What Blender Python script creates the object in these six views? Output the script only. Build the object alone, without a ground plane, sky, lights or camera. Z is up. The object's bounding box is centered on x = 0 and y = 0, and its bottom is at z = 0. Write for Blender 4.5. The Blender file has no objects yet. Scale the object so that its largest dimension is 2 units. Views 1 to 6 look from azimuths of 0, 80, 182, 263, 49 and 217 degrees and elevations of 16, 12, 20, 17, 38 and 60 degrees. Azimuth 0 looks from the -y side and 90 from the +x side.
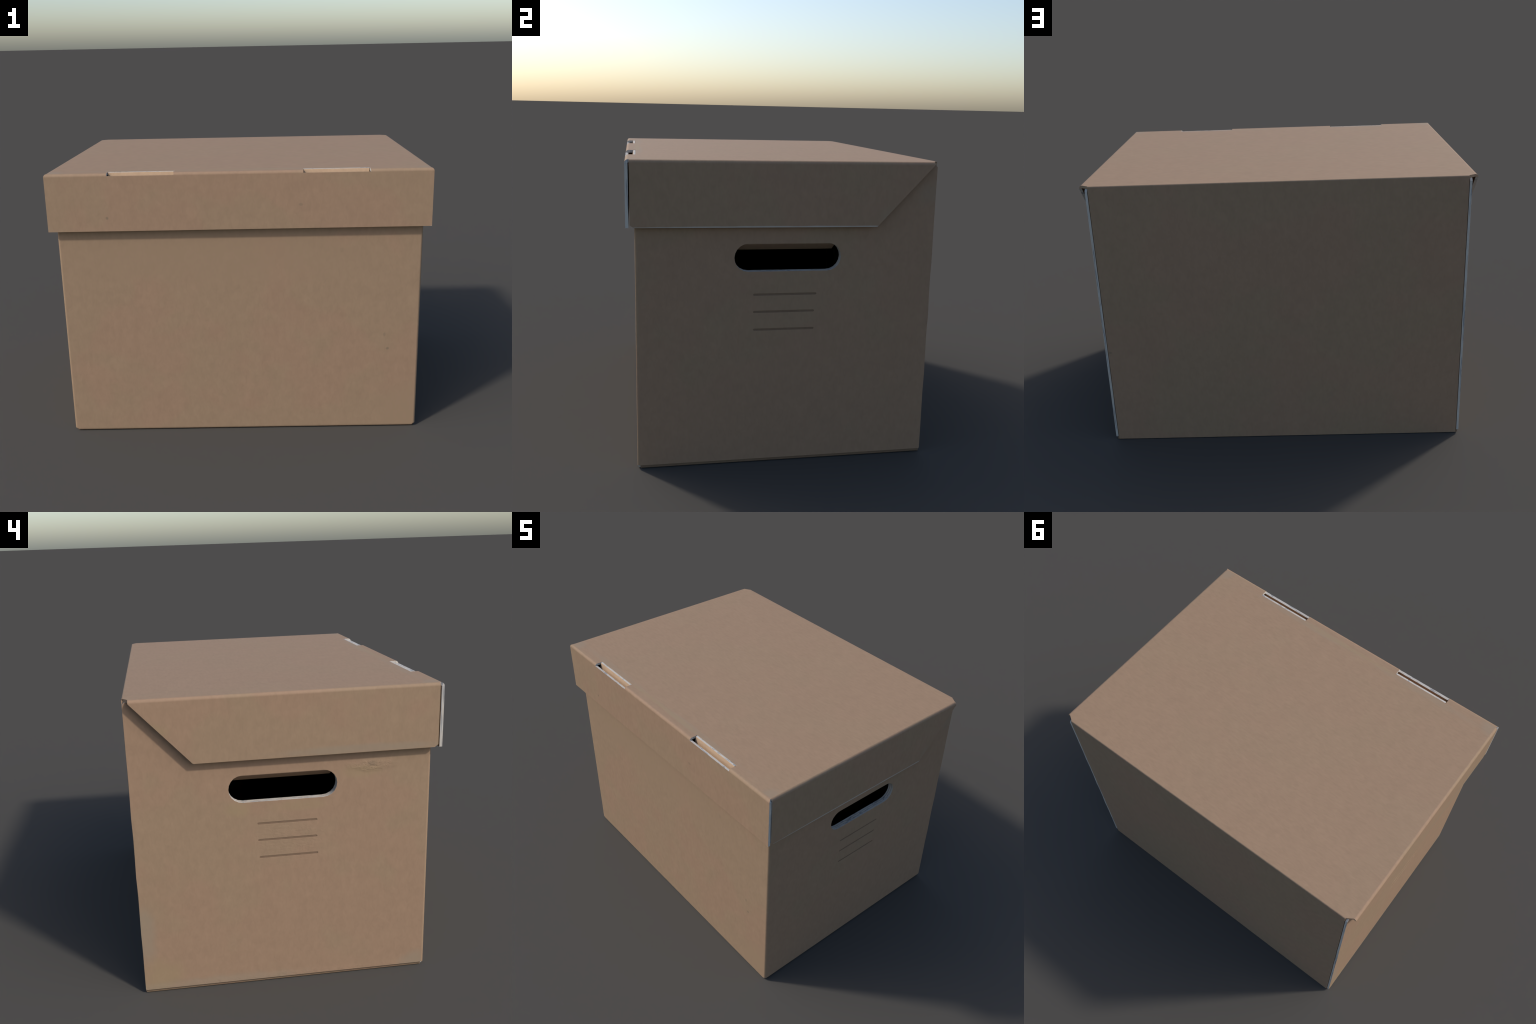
"""Closed corrugated-cardboard archive box: a hinged lid (top, front flap, two bevelled side
flaps, back panel) over a tray (folded front, two side panels with handle holes, liners, floor)."""
import bpy, bmesh, math
from mathutils import Vector

# ------------------------------------------------------------------ sizes (metres)
LX, LF, LT = 1.0, -0.7305, 1.4790       # lid: half width, front plane, top plane
LB = 1.1755                             # lower edge of the lid flaps
LR, LTH = 0.016, 0.0140                 # lid fold radius, board thickness
BX, BF, BK = 0.966, -0.691, 0.732       # body: half width, front plane, back plane
BR, BTH = 0.0130, 0.0125                # body fold radius, board thickness
SIDE_Z0, SIDE_Z1 = 0.016, 1.4640
FLAP_FRONT, FLAP_BACK = -0.7112, 0.7035  # side flap extents at the fold
SLOT_X, SLOT_BACK, SLOT_LIP = (0.332, 0.677), -0.679, 1.4665
HANDLE_Z = {1: (0.9603, 1.0930), -1: (0.9590, 1.0920)}
HANDLE_Y = {1: (-0.2365, 0.273), -1: (-0.236, 0.279)}
LINES_Z = (0.8485, 0.7645, 0.677)
LINES_Y = {1: [(-0.146, 0.160), (-0.145, 0.151), (-0.143, 0.152)],
           -1: [(-0.139, 0.149), (-0.138, 0.148), (-0.142, 0.144)]}
PI = math.pi


# ------------------------------------------------------------------ materials
class Nodes:
    def __init__(self, name):
        self.m = bpy.data.materials.new(name)
        self.m.use_nodes = True
        self.t = self.m.node_tree
        self.b = self.t.nodes["Principled BSDF"]
        self.co = self.t.nodes.new("ShaderNodeTexCoord").outputs["Object"]

    def put(self, sock, v):
        if isinstance(v, bpy.types.NodeSocket):
            self.t.links.new(v, sock)
        else:
            sock.default_value = v

    def math(self, op, a, b=0.0, clamp=False):
        n = self.t.nodes.new("ShaderNodeMath"); n.operation = op; n.use_clamp = clamp
        self.put(n.inputs[0], a); self.put(n.inputs[1], b)
        return n.outputs[0]

    def mapped(self, scale=(1, 1, 1), rot=(0, 0, 0), loc=(0, 0, 0)):
        n = self.t.nodes.new("ShaderNodeMapping")
        self.put(n.inputs["Vector"], self.co)
        n.inputs["Scale"].default_value = scale
        n.inputs["Rotation"].default_value = rot
        n.inputs["Location"].default_value = loc
        return n.outputs[0]

    def noise(self, vec, scale, detail=3.0, rough=0.5, dist=0.0):
        n = self.t.nodes.new("ShaderNodeTexNoise")
        self.put(n.inputs["Vector"], vec)
        n.inputs["Scale"].default_value = scale
        n.inputs["Detail"].default_value = detail
        n.inputs["Roughness"].default_value = rough
        n.inputs["Distortion"].default_value = dist
        return n.outputs[0]

    def step(self, v, lo, hi):
        n = self.t.nodes.new("ShaderNodeMapRange"); n.interpolation_type = "SMOOTHSTEP"
        self.put(n.inputs["Value"], v)
        n.inputs["From Min"].default_value = lo; n.inputs["From Max"].default_value = hi
        return n.outputs[0]

    def mix(self, f, a, b, kind="MIX"):
        n = self.t.nodes.new("ShaderNodeMix"); n.data_type = "RGBA"; n.blend_type = kind
        self.put(n.inputs[0], f)
        for s, v in ((n.inputs[6], a), (n.inputs[7], b)):
            self.put(s, v if isinstance(v, bpy.types.NodeSocket) else (*v, 1.0))
        return n.outputs[2]

    def blob(self, centre, radii, soft=0.5, wobble=None):
        """1 inside an ellipsoid, falling to 0 outside."""
        s = [1.0 / r for r in radii]
        v = self.mapped(s, (0, 0, 0), [-c * k for c, k in zip(centre, s)])
        n = self.t.nodes.new("ShaderNodeVectorMath"); n.operation = "LENGTH"
        self.put(n.inputs[0], v)
        d = n.outputs["Value"]
        if wobble is not None:
            d = self.math("ADD", d, self.math("MULTIPLY", self.math("SUBTRACT", wobble, 0.5), 1.2))
        return self.math("SUBTRACT", 1.0, self.step(d, 1.0 - soft, 1.0 + soft), True)

    def bump(self, h, strength, distance, normal=None):
        n = self.t.nodes.new("ShaderNodeBump")
        self.put(n.inputs["Height"], h)
        n.inputs["Strength"].default_value = strength
        n.inputs["Distance"].default_value = distance
        if normal is not None:
            self.put(n.inputs["Normal"], normal)
        return n.outputs[0]


RED, GREEN = (0.309, 0.200, 0.128), (0.301, 0.2035, 0.128)
WHITE = (0.51, 0.48, 0.43)


def kraft(name, marks=(), green=0.5, grain=(1.0, 1.0, 1.0), seed=(0, 0, 0), tint=1.0, scuffs=(), hues=1.0):
    """Kraft liner paper: rosy and olive patches, short fibre streaks, rare specks, given stains."""
    n = Nodes(name)
    base = n.mapped((1, 1, 1), (0, 0, 0), seed)
    big = n.noise(base, 2.1, 2.0, 0.55)
    blocks = n.noise(base, 7.0, 2.0, 0.5)
    hue = n.math("ADD", n.math("MULTIPLY", big, 0.75), n.math("MULTIPLY", blocks, 0.25))
    hue = n.step(hue, green - 0.05, green + 0.05)
    hue = n.math("ADD", n.math("MULTIPLY", hue, hues), 0.5 * (1 - hues))
    col = n.mix(hue, tuple(c * tint for c in GREEN), tuple(c * tint for c in RED))
    fibre = n.noise(n.mapped(grain, (0.1, 0.2, 0.15), seed), 44.0, 4.0, 0.65, 0.4)
    soft = n.noise(base, 16.0, 2.0, 0.5)
    val = n.math("ADD", n.math("MULTIPLY", n.math("SUBTRACT", fibre, 0.5), 0.28),
                 n.math("MULTIPLY", n.math("SUBTRACT", soft, 0.5), 0.09))
    val = n.math("ADD", val, 1.0)
    comb = n.t.nodes.new("ShaderNodeCombineColor")
    for i in range(3):
        n.put(comb.inputs[i], val)
    col = n.mix(1.0, col, comb.outputs[0], "MULTIPLY")
    wob = n.noise(base, 30.0, 3.0, 0.6)
    wide = n.noise(base, 9.0, 2.0, 0.5)
    for kind, centre, radii, colour, amount in marks:
        w = wob if kind == "speck" else wide
        f = n.blob(centre, radii, 0.5, w)
        col = n.mix(n.math("MULTIPLY", f, amount), col, colour)
    n.put(n.b.inputs["Base Color"], col)
    n.b.inputs["Roughness"].default_value = 0.72
    n.b.inputs["Specular IOR Level"].default_value = 0.2
    nb = n.bump(fibre, 0.10, 0.004)
    nb = n.bump(soft, 0.10, 0.006, nb)
    for centre, radii, depth in scuffs:         # crumpled patches of liner paper
        crumple = n.noise(n.mapped((1, 1, 1.8), (0.35, 0, 0), seed), 26.0, 3.0, 0.6, 1.2)
        nb = n.bump(n.math("MULTIPLY", crumple, n.blob(centre, radii, 0.6, wide)), 0.8, depth, nb)
    n.put(n.b.inputs["Normal"], nb)
    return n.m


def cut_edge(name, stretch):
    """Raw cut corrugated edge: pale paper with grey flute openings."""
    n = Nodes(name)
    flute = n.noise(n.mapped(stretch), 95.0, 2.0, 0.6, 0.6)
    dark = n.math("SUBTRACT", 1.0, n.step(flute, 0.36, 0.46))
    tone = n.noise(n.co, 20.0, 3.0, 0.5)
    col = n.mix(n.step(tone, 0.35, 0.65), WHITE, (0.49, 0.44, 0.38))
    col = n.mix(n.math("MULTIPLY", dark, 0.65), col, (0.17, 0.18, 0.20))
    n.put(n.b.inputs["Base Color"], col)
    n.b.inputs["Roughness"].default_value = 0.75
    n.b.inputs["Specular IOR Level"].default_value = 0.3
    n.put(n.b.inputs["Normal"], n.bump(flute, 0.4, 0.004))
    return n.m


SPECK = (0.16, 0.125, 0.085)
YELLOW = (0.31, 0.225, 0.125)
GREY = (0.275, 0.216, 0.152)
M = {}
M["top"] = kraft("kraft_lid_top", green=0.47, grain=(0.55, 1.6, 1), seed=(3.1, 0.7, 0), tint=0.99, hues=0.35, marks=[
    ("stain", (0.30, -0.665, LT), (0.40, 0.018, 0.05), GREY, 0.35),
    ("stain", (-0.55, -0.66, LT), (0.30, 0.020, 0.05), GREY, 0.30),
    ("stain", (0.0, -0.67, LT), (0.30, 0.012, 0.05), YELLOW, 0.35),
    ("stain", (0.97, -0.70, LT), (0.05, 0.05, 0.05), GREY, 0.5),
    ("stain", (-0.97, -0.70, LT), (0.05, 0.05, 0.05), GREY, 0.5)])
M["lid"] = kraft("kraft_lid_flap", green=0.50, grain=(1, 1, 0.55), seed=(1.3, 4.2, 0.4), marks=[
    ("speck", (-0.688, LF, 1.246), (0.007, 0.02, 0.007), SPECK, 0.6),
    ("speck", (0.318, LF, 1.301), (0.010, 0.02, 0.007), SPECK, 0.35),
    ("stain", (-LX, -0.35, 1.192), (0.03, 0.36, 0.020), GREY, 0.6),
    ("stain", (-LX, 0.60, 1.33), (0.03, 0.05, 0.03), YELLOW, 0.4),
    ("stain", (LX, -0.14, 1.175), (0.02, 0.62, 0.0055), WHITE, 0.6),
    ("stain", (LX, 0.49, 1.226), (0.02, 0.035, 0.035), GREY, 0.3)])
M["front"] = kraft("kraft_front", green=0.53, grain=(1, 1, 0.55), seed=(0.2, 1.9, 2.6), marks=[
    ("speck", (0.796, BF, 0.476), (0.008, 0.02, 0.007), SPECK, 0.6),
    ("speck", (0.777, BF, 0.558), (0.006, 0.02, 0.011), SPECK, 0.35),
    ("speck", (0.538, BF, 1.042), (0.010, 0.02, 0.012), SPECK, 0.3),
    ("stain", (-0.15, BF, 1.02), (0.75, 0.02, 0.13), GREEN, 0.6),
    ("stain", (0.90, BF, 0.10), (0.14, 0.02, 0.16), GREEN, 0.7)])
M["side"] = kraft("kraft_side", green=0.44, grain=(1, 1, 0.6), seed=(2.2, 0.1, 1.4), scuffs=[
    ((-BX, -0.40, 1.100), (0.03, 0.09, 0.024), 0.0060),
    ((-BX, 0.0, 0.76), (0.03, 0.17, 0.12), 0.0018),
    ((-BX, 0.10, 0.02), (0.03, 0.60, 0.02), 0.0018)], marks=[
    ("stain", (-BX, -0.35, 1.075), (0.03, 0.09, 0.03), YELLOW, 0.45),
    ("speck", (-BX, -0.405, 1.108), (0.03, 0.020, 0.012), SPECK, 0.35),
    ("stain", (-BX, 0.24, 0.925), (0.03, 0.06, 0.035), YELLOW, 0.5),
    ("stain", (-BX, -0.06, 0.925), (0.03, 0.12, 0.025), YELLOW, 0.4),
    ("stain", (-BX, 0.71, 0.33), (0.03, 0.05, 0.14), GREY, 0.6),
    ("stain", (-BX, 0.64, 0.09), (0.03, 0.09, 0.08), YELLOW, 0.5),
    ("stain", (-BX, 0.35, 0.02), (0.03, 0.40, 0.035), GREY, 0.5),
    ("stain", (-BX, -0.64, 0.03), (0.03, 0.07, 0.05), GREY, 0.6),
    ("stain", (BX, 0.70, 1.33), (0.03, 0.06, 0.05), GREY, 0.3)])
M["back"] = kraft("kraft_back", green=0.51, grain=(1, 1, 0.55), seed=(5.2, 2.3, 0.9), marks=[
    ("speck", (0.939, BK, 0.549), (0.008, 0.02, 0.006), SPECK, 0.5)])
M["corner"] = kraft("kraft_clipped_corner", green=0.5, seed=(6, 1, 3), tint=1.2)
M["inner"] = kraft("kraft_inside", green=0.48, seed=(7, 7, 7))
M["deep"] = kraft("kraft_inside_darkened_for_shade", green=0.48, seed=(7, 3, 7), tint=0.14)  # same kraft tinted almost black: the interior's darkness is in the colour
M["tab"] = kraft("kraft_tab", green=0.6, seed=(4, 1, 6), tint=1.6)
M["line"] = kraft("kraft_pressed_line", green=0.3, grain=(1, 1, 1), seed=(1, 8, 2), tint=0.62)
M["edge_x"] = cut_edge("cut_edge_along_width", (0.28, 1.0, 0.06))
M["edge"] = cut_edge("cut_edge_along_depth", (1.0, 0.28, 0.06))
M["hem"] = kraft("kraft_floor_hem", green=0.5, seed=(2, 2, 9), tint=0.62)  # darkened kraft, shadow under the side panels painted into the base colour


# ------------------------------------------------------------------ mesh tools
class Sheet:
    """Outer surface of a folded board; verts are shared by position."""
    def __init__(self):
        self.bm = bmesh.new(); self.at = {}

    def v(self, p):
        k = tuple(round(c, 6) for c in p)
        if k not in self.at:
            self.at[k] = self.bm.verts.new(p)
        return self.at[k]

    def face(self, pts, out):
        vs = []
        for p in pts:
            q = self.v(p)
            if q not in vs:
                vs.append(q)
        f = self.bm.faces.get(vs) or self.bm.faces.new(vs)
        f.normal_update()
        if f.normal.dot(Vector(out)) < 0:
            f.normal_flip()
        return f

    def ribbon(self, a, b, outs):
        """Quads between two poly-lines with one outward direction per span."""
        for i in range(len(a) - 1):
            self.face([a[i], a[i + 1], b[i + 1], b[i]], outs[i])

    def holed(self, loops, out):
        edges = []
        for loop in loops:
            vs = [self.v(p) for p in loop]
            for i, q in enumerate(vs):
                pair = (q, vs[(i + 1) % len(vs)])
                edges.append(self.bm.edges.get(pair) or self.bm.edges.new(pair))
        got = bmesh.ops.triangle_fill(self.bm, use_beauty=True, edges=edges, normal=out)
        for f in got["geom"]:
            if isinstance(f, bmesh.types.BMFace):
                f.normal_update()
                if f.normal.dot(Vector(out)) < 0:
                    f.normal_flip()


def evaluated(ob):
    dg = bpy.context.evaluated_depsgraph_get()
    dg.update()
    return bpy.data.meshes.new_from_object(ob.evaluated_get(dg))


def board(sheet_bm, thickness, bevel=0.0016):
    """Give the sheet its thickness and soft arrises; returns an evaluated mesh.
    Material slots: 0 outside, 1 cut rim, 2 inside."""
    me = bpy.data.meshes.new("tmp")
    sheet_bm.to_mesh(me); sheet_bm.free()
    for _ in range(3):
        me.materials.append(None)
    for p in me.polygons:
        p.use_smooth = True
    ob = bpy.data.objects.new("tmp", me)
    bpy.context.scene.collection.objects.link(ob)
    s = ob.modifiers.new("s", "SOLIDIFY")
    s.thickness = thickness; s.offset = -1.0; s.use_even_offset = True
    s.material_offset = 2; s.material_offset_rim = 1
    b = ob.modifiers.new("b", "BEVEL")
    b.width = bevel; b.segments = 2; b.limit_method = "ANGLE"; b.angle_limit = math.radians(40)
    b.use_clamp_overlap = True; b.material = -1
    w = ob.modifiers.new("w", "WEIGHTED_NORMAL"); w.keep_sharp = False; w.weight = 80
    out = evaluated(ob)
    bpy.data.objects.remove(ob)
    return out


def split(me, classify, parts, root):
    """Separate faces by region into named objects that keep the whole body's normals."""
    normals = [Vector(n.vector) for n in me.corner_normals]
    groups = {}
    for p in me.polygons:
        groups.setdefault(classify(p), []).append(p)
    made = {}
    for key, polys in groups.items():
        name, mats = parts[key]
        index, verts, faces, ln, mi = {}, [], [], [], []
        for p in polys:
            f = []
            for li in p.loop_indices:
                vi = me.loops[li].vertex_index
                if vi not in index:
                    index[vi] = len(verts); verts.append(me.vertices[vi].co[:])
                f.append(index[vi]); ln.append(normals[li])
            faces.append(f); mi.append(p.material_index)
        nm = bpy.data.meshes.new(name)
        nm.from_pydata(verts, [], faces)
        for m in mats:
            nm.materials.append(m)
        nm.polygons.foreach_set("material_index", mi)
        nm.polygons.foreach_set("use_smooth", [True] * len(faces))
        nm.normals_split_custom_set(ln)
        nm.update()
        made[key] = link(nm, name, root)
    bpy.data.meshes.remove(me)
    return made


def link(me, name, root):
    ob = bpy.data.objects.new(name, me)
    bpy.context.scene.collection.objects.link(ob)
    ob.parent = root
    return ob


def slab(name, lo, hi, mats, root, bevel=0.0015, rim_axis=None):
    """Flat board; the four narrow faces take the cut-edge material."""
    bm = bmesh.new()
    bmesh.ops.create_cube(bm, size=1.0)
    for v in bm.verts:
        v.co = [l + (c + 0.5) * (h - l) for c, l, h in zip(v.co, lo, hi)]
    thin = min(range(3), key=lambda i: hi[i] - lo[i]) if rim_axis is None else rim_axis
    bm.normal_update()
    for f in bm.faces:
        f.material_index = 0 if abs(f.normal[thin]) > 0.9 else 1
    bmesh.ops.bevel(bm, geom=bm.edges[:], offset=bevel, segments=2, profile=0.5, affect="EDGES", material=1)
    me = bpy.data.meshes.new(name)
    bm.to_mesh(me); bm.free()
    for m in mats:
        me.materials.append(m)
    return link(me, name, root)


def pill(y0, y1, z0, z1, seg=10, top=None):
    """Stadium outline in (y, z); optionally cut flat at z = top."""
    r, zc = (z1 - z0) / 2, (z0 + z1) / 2
    pts = []
    for cy, a0 in ((y1 - r, -PI / 2), (y0 + r, PI / 2)):
        for i in range(seg + 1):
            a = a0 + PI * i / seg
            pts.append((cy + r * math.cos(a), zc + r * math.sin(a)))
    if top is not None:
        pts = [p for p in pts if p[1] < top - 1e-4]
        dy = math.sqrt(max(r * r - (top - zc) ** 2, 0))
        k = max(range(len(pts)), key=lambda i: abs(pts[i][0] - pts[(i + 1) % len(pts)][0])
                if pts[i][1] > zc else -1)
        pts[k + 1:k + 1] = [(y1 - r + dy, top), (y0 + r - dy, top)]
    return pts


# ------------------------------------------------------------------ the box
root = bpy.data.objects.new("cardboard_box", None)
bpy.context.scene.collection.objects.link(root)
root["label"] = "closed brown cardboard archive box with hinged lid and handle holes"
root["category"] = "storage box"
tray = root                                     # tray panels hang directly on the box

# ---- lid: one folded sheet (top, front flap, side flaps, back panel)
sh = Sheet()
ARC = [i * (PI / 2) / 8 for i in range(9)]
xi, yi, zi = LX - LR, LF + LR, LT - LR          # inner corners of the folds
back_r = 0.007
yb, zb = BK - back_r, LT - back_r
back_x = 0.9505
s0, s1 = SLOT_X
cols = [-xi, -s1, -s0, s0, s1, xi]


def front_profile(x):
    pts = [(x, SLOT_BACK, LT), (x, FLAP_FRONT, LT)]
    pts += [(x, yi - LR * math.sin(a), zi + LR * math.cos(a)) for a in ARC]
    return pts + [(x, LF, LB)]


outs = [(0, 0, 1)] * 2 + [(0, -math.sin(a + 0.1), math.cos(a + 0.1)) for a in ARC[:-1]] + [(0, -1, 0)]
for a, b in zip(cols[:-1], cols[1:]):
    pa, pb = front_profile(a), front_profile(b)
    slot = a * b > 0 and s0 - 1e-6 <= min(abs(a), abs(b)) and max(abs(a), abs(b)) <= s1 + 1e-6
    for i in range(len(pa) - 1):
        if slot and (pa[i][2] + pa[i + 1][2]) / 2 > SLOT_LIP:
            continue
        sh.face([pa[i], pa[i + 1], pb[i + 1], pb[i]], outs[i])
    sh.face([(a, SLOT_BACK, LT), (b, SLOT_BACK, LT), (b, FLAP_BACK, LT), (a, FLAP_BACK, LT)], (0, 0, 1))
for s in (-1, 1):                               # ends of the front flap
    pa, pb = front_profile(s * xi)[1:], front_profile(s * LX)[1:]
    pb = [(s * (xi + 0.005 + (LR - 0.005) * math.sin(a)), y, z)      # softly rounded corner
          for a, (_, y, z) in zip([0.0] + ARC + [PI / 2], pb)]
    sh.ribbon(pa, pb, outs[1:])
# back strip of the top with its two clipped corners, then the back fold and panel
strip = [(c, FLAP_BACK, LT) for c in cols] + [(back_x, yb, LT), (-back_x, yb, LT)]
sh.face(strip, (0, 0, 1))


def back_profile(x):
    return [(x, yb + back_r * math.sin(a), zb + back_r * math.cos(a)) for a in ARC] + [(x, BK, 0.0015)]


outs_b = [(0, math.sin(a + 0.1), math.cos(a + 0.1)) for a in ARC[:-1]] + [(0, 1, 0)]
sh.ribbon(back_profile(-back_x), back_profile(back_x), outs_b)
# side flaps with the long 45 degree cut at the back
for s in (-1, 1):
    ys = [FLAP_FRONT, SLOT_BACK, FLAP_BACK]
    lines = [[(s * (xi + LR * math.sin(a)), y, zi + LR * math.cos(a)) for a in ARC] for y in ys]
    od = [(s * math.sin(a + 0.1), 0, math.cos(a + 0.1)) for a in ARC[:-1]]
    for p, q in zip(lines[:-1], lines[1:]):
        sh.ribbon(p, q, od)
    x = s * LX
    sh.face([(x, y, zi) for y in ys] + [(x, 0.4355, 1.1735), (x, -0.6945, LB), (x, FLAP_FRONT, 1.188)], (s, 0, 0))


def lid_region(p):
    c = p.center
    if c.y < FLAP_FRONT - 1e-4:
        return "front"
    if c.y > yb - 1e-4 and abs(c.x) < back_x + 0.002:
        return "back"
    if c.x > xi - 1e-4:
        return "right"
    if c.x < -xi + 1e-4:
        return "left"
    return "top"


lid_mesh = board(sh.bm, LTH)
E, EX = M["edge"], M["edge_x"]
for p in lid_mesh.polygons:                     # clipped back corners are dull, not raw white
    if p.material_index == 1 and p.center.y > 0.69 and abs(p.center.x) > 0.93:
        p.material_index = 3
lid_parts = split(lid_mesh, lid_region, {
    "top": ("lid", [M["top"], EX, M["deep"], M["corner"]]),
    "front": ("front_flap", [M["lid"], EX, M["inner"]]),
    "left": ("side_flap", [M["lid"], EX, M["inner"], M["corner"]]),
    "right": ("side_flap", [M["lid"], EX, M["inner"], M["corner"]]),
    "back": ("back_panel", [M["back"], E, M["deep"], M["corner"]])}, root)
for key, ob in lid_parts.items():               # flaps and back panel are folded from the lid
    if key != "top":
        ob.parent = lid_parts["top"]

# ---- tray: front panel folded into the two side panels
sh = Sheet()
bxi, byi = BX - BR, BF + BR
FRONT_TOP = 1.405
fx = bxi - 0.004
sh.face([(-bxi, BF, SIDE_Z0), (bxi, BF, SIDE_Z0), (bxi, BF, FRONT_TOP), (-bxi, BF, FRONT_TOP)], (0, -1, 0))
sh.face([(-bxi, BF, SIDE_Z0), (bxi, BF, SIDE_Z0), (fx, BF, BR), (-fx, BF, BR)], (0, -1, 0))
low = [(BF + BR * (1 - math.cos(a)), BR * (1 - math.sin(a))) for a in ARC] + [(BF + BR + 0.02, 0.0)]
sh.ribbon([(-fx, y, z) for y, z in low], [(fx, y, z) for y, z in low],
          [(0, -math.cos(a + 0.1), -math.sin(a + 0.1)) for a in ARC[:-1]] + [(0, 0, -1)])
for s in (-1, 1):
    bend = [(s * (bxi + BR * math.sin(a)), byi - BR * math.cos(a)) for a in ARC]
    sh.ribbon([(x, y, SIDE_Z0) for x, y in bend], [(x, y, FRONT_TOP) for x, y in bend],
              [(s * math.sin(a + 0.1), -math.cos(a + 0.1), 0) for a in ARC[:-1]])
    x = s * BX
    outline = [(byi, SIDE_Z0), (BK - 0.003, SIDE_Z0), (BK - 0.001, 0.024)]
    outline += [(BK - 0.0015 + 0.0016 * math.sin(7.3 * k + s) * math.sin(2.9 * k), 0.024 + 0.1 * k)
                for k in range(1, 14)]          # slightly wavy cut edge
    outline += [(BK - 0.001, SIDE_Z1 - 0.012), (BK - 0.011, SIDE_Z1), (byi + 0.02, SIDE_Z1), (byi, FRONT_TOP)]
    loops = [outline, pill(*HANDLE_Y[s], *HANDLE_Z[s])]
    for zc, (y0, y1) in zip(LINES_Z, LINES_Y[s]):
        loops.append(pill(y0, y1, zc - 0.0052, zc + 0.0052, 4))
    sh.holed([[(x, y, z) for y, z in lp] for lp in loops], (s, 0, 0))
tray_mesh = board(sh.bm, BTH, 0.0014)
for p in tray_mesh.polygons:                    # pressed lines have no raw edge
    c = p.center
    if p.material_index == 1 and abs(c.y) < 0.17 and 0.66 < c.z < 0.87 and abs(c.x) > 0.9:
        p.material_index = 0


def tray_region(p):
    c = p.center
    if c.y < byi - 1e-4:
        return "front"
    if abs(c.x) < 0.9:
        return "front"
    return "right" if c.x > 0 else "left"


made = split(tray_mesh, tray_region, {
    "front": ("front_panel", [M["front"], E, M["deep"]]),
    "left": ("side_panel", [M["side"], E, M["inner"]]),
    "right": ("side_panel", [M["side"], E, M["inner"]])}, tray)

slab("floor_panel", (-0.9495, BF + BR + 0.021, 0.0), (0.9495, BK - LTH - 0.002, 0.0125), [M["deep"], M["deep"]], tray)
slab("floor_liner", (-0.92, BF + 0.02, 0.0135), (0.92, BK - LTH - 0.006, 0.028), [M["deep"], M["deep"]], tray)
for s in (-1, 1):                               # floor edge that shows below the side panels
    a, b = sorted((s * 0.9515, s * 0.9590))
    slab("floor_hem", (a, BF + BR + 0.001, 0.0), (b, BK - 0.003, SIDE_Z0 - 0.003), [M["hem"], M["hem"]], tray, 0.002)

# locking tabs of the front panel that stand in the two lid slots
for s in (-1, 1):
    a, b = sorted((s * (s0 + 0.003), s * (s1 - 0.003)))
    rear, crest = SLOT_BACK - 0.0008, LT - 0.001
    profile = [(rear, crest), (rear - 0.0115, crest), (-0.698, 1.443), (LF + LTH + 0.001, 1.415),
               (LF + LTH + 0.001, FRONT_TOP + 0.0005), (rear, FRONT_TOP + 0.0005)]
    bm = bmesh.new()
    ends = [[bm.verts.new((x, y, z)) for y, z in profile] for x in (a, b)]
    k = len(profile)
    for i in range(k):
        f = bm.faces.new((ends[0][i], ends[1][i], ends[1][(i + 1) % k], ends[0][(i + 1) % k]))
        f.material_index = 1 if i == 0 else 0
    bm.faces.new(ends[0]); bm.faces.new(ends[1])
    bmesh.ops.recalc_face_normals(bm, faces=bm.faces[:])
    bmesh.ops.bevel(bm, geom=bm.edges[:], offset=0.0008, segments=1, affect="EDGES")
    me = bpy.data.meshes.new("locking_tab")
    bm.to_mesh(me); bm.free()
    me.materials.append(M["tab"]); me.materials.append(EX)
    link(me, "locking_tab", tray)

# liners behind the side panels: the cut-out is lower in the innermost one
for s in (-1, 1):
    side = made["right" if s > 0 else "left"]
    for x0, th, top in ((0.9525, 0.0105, None), (0.9410, 0.0105, None)):
        sh = Sheet()
        rect = [(-0.672, 0.016), (0.712, 0.016), (0.712, 1.455), (-0.672, 1.455)]
        sh.holed([[(s * x0, y, z) for y, z in lp] for lp in (rect, pill(*HANDLE_Y[s], *HANDLE_Z[s], 10, top))], (s, 0, 0))
        me = board(sh.bm, th, 0.001)
        me.name = "handle_liner"
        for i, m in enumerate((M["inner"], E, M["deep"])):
            me.materials[i] = m
        link(me, "handle_liner", tray)
    # hand-hole flap, pushed in and hinged on the upper edge of the opening
    h0, h1 = HANDLE_Y[s]; top = HANDLE_Z[s][1]
    curve = [(BX - 0.0005, top - 0.001), (BX - 0.004, top - 0.0045), (BX - 0.010, top - 0.0085),
             (BX - 0.030, top - 0.021), (BX - 0.062, top - 0.0395)]
    sh = Sheet()
    sh.ribbon([(s * x, h0 + 0.022, z) for x, z in curve], [(s * x, h1 - 0.030, z) for x, z in curve],
              [(s * 0.55, 0, -0.84)] * 4)
    me = board(sh.bm, 0.0095, 0.001)
    me.name = "handle_flap"
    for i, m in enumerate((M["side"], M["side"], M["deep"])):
        me.materials[i] = m
    link(me, "handle_flap", side)
    for zc, (y0, y1) in zip(LINES_Z, LINES_Y[s]):
        a, b = sorted((s * (BX - 0.0016), s * (BX - 0.010)))
        slab("label_line", (a, y0 - 0.002, zc - 0.007), (b, y1 + 0.002, zc + 0.007), [M["line"], M["line"]], side, 0.0005)
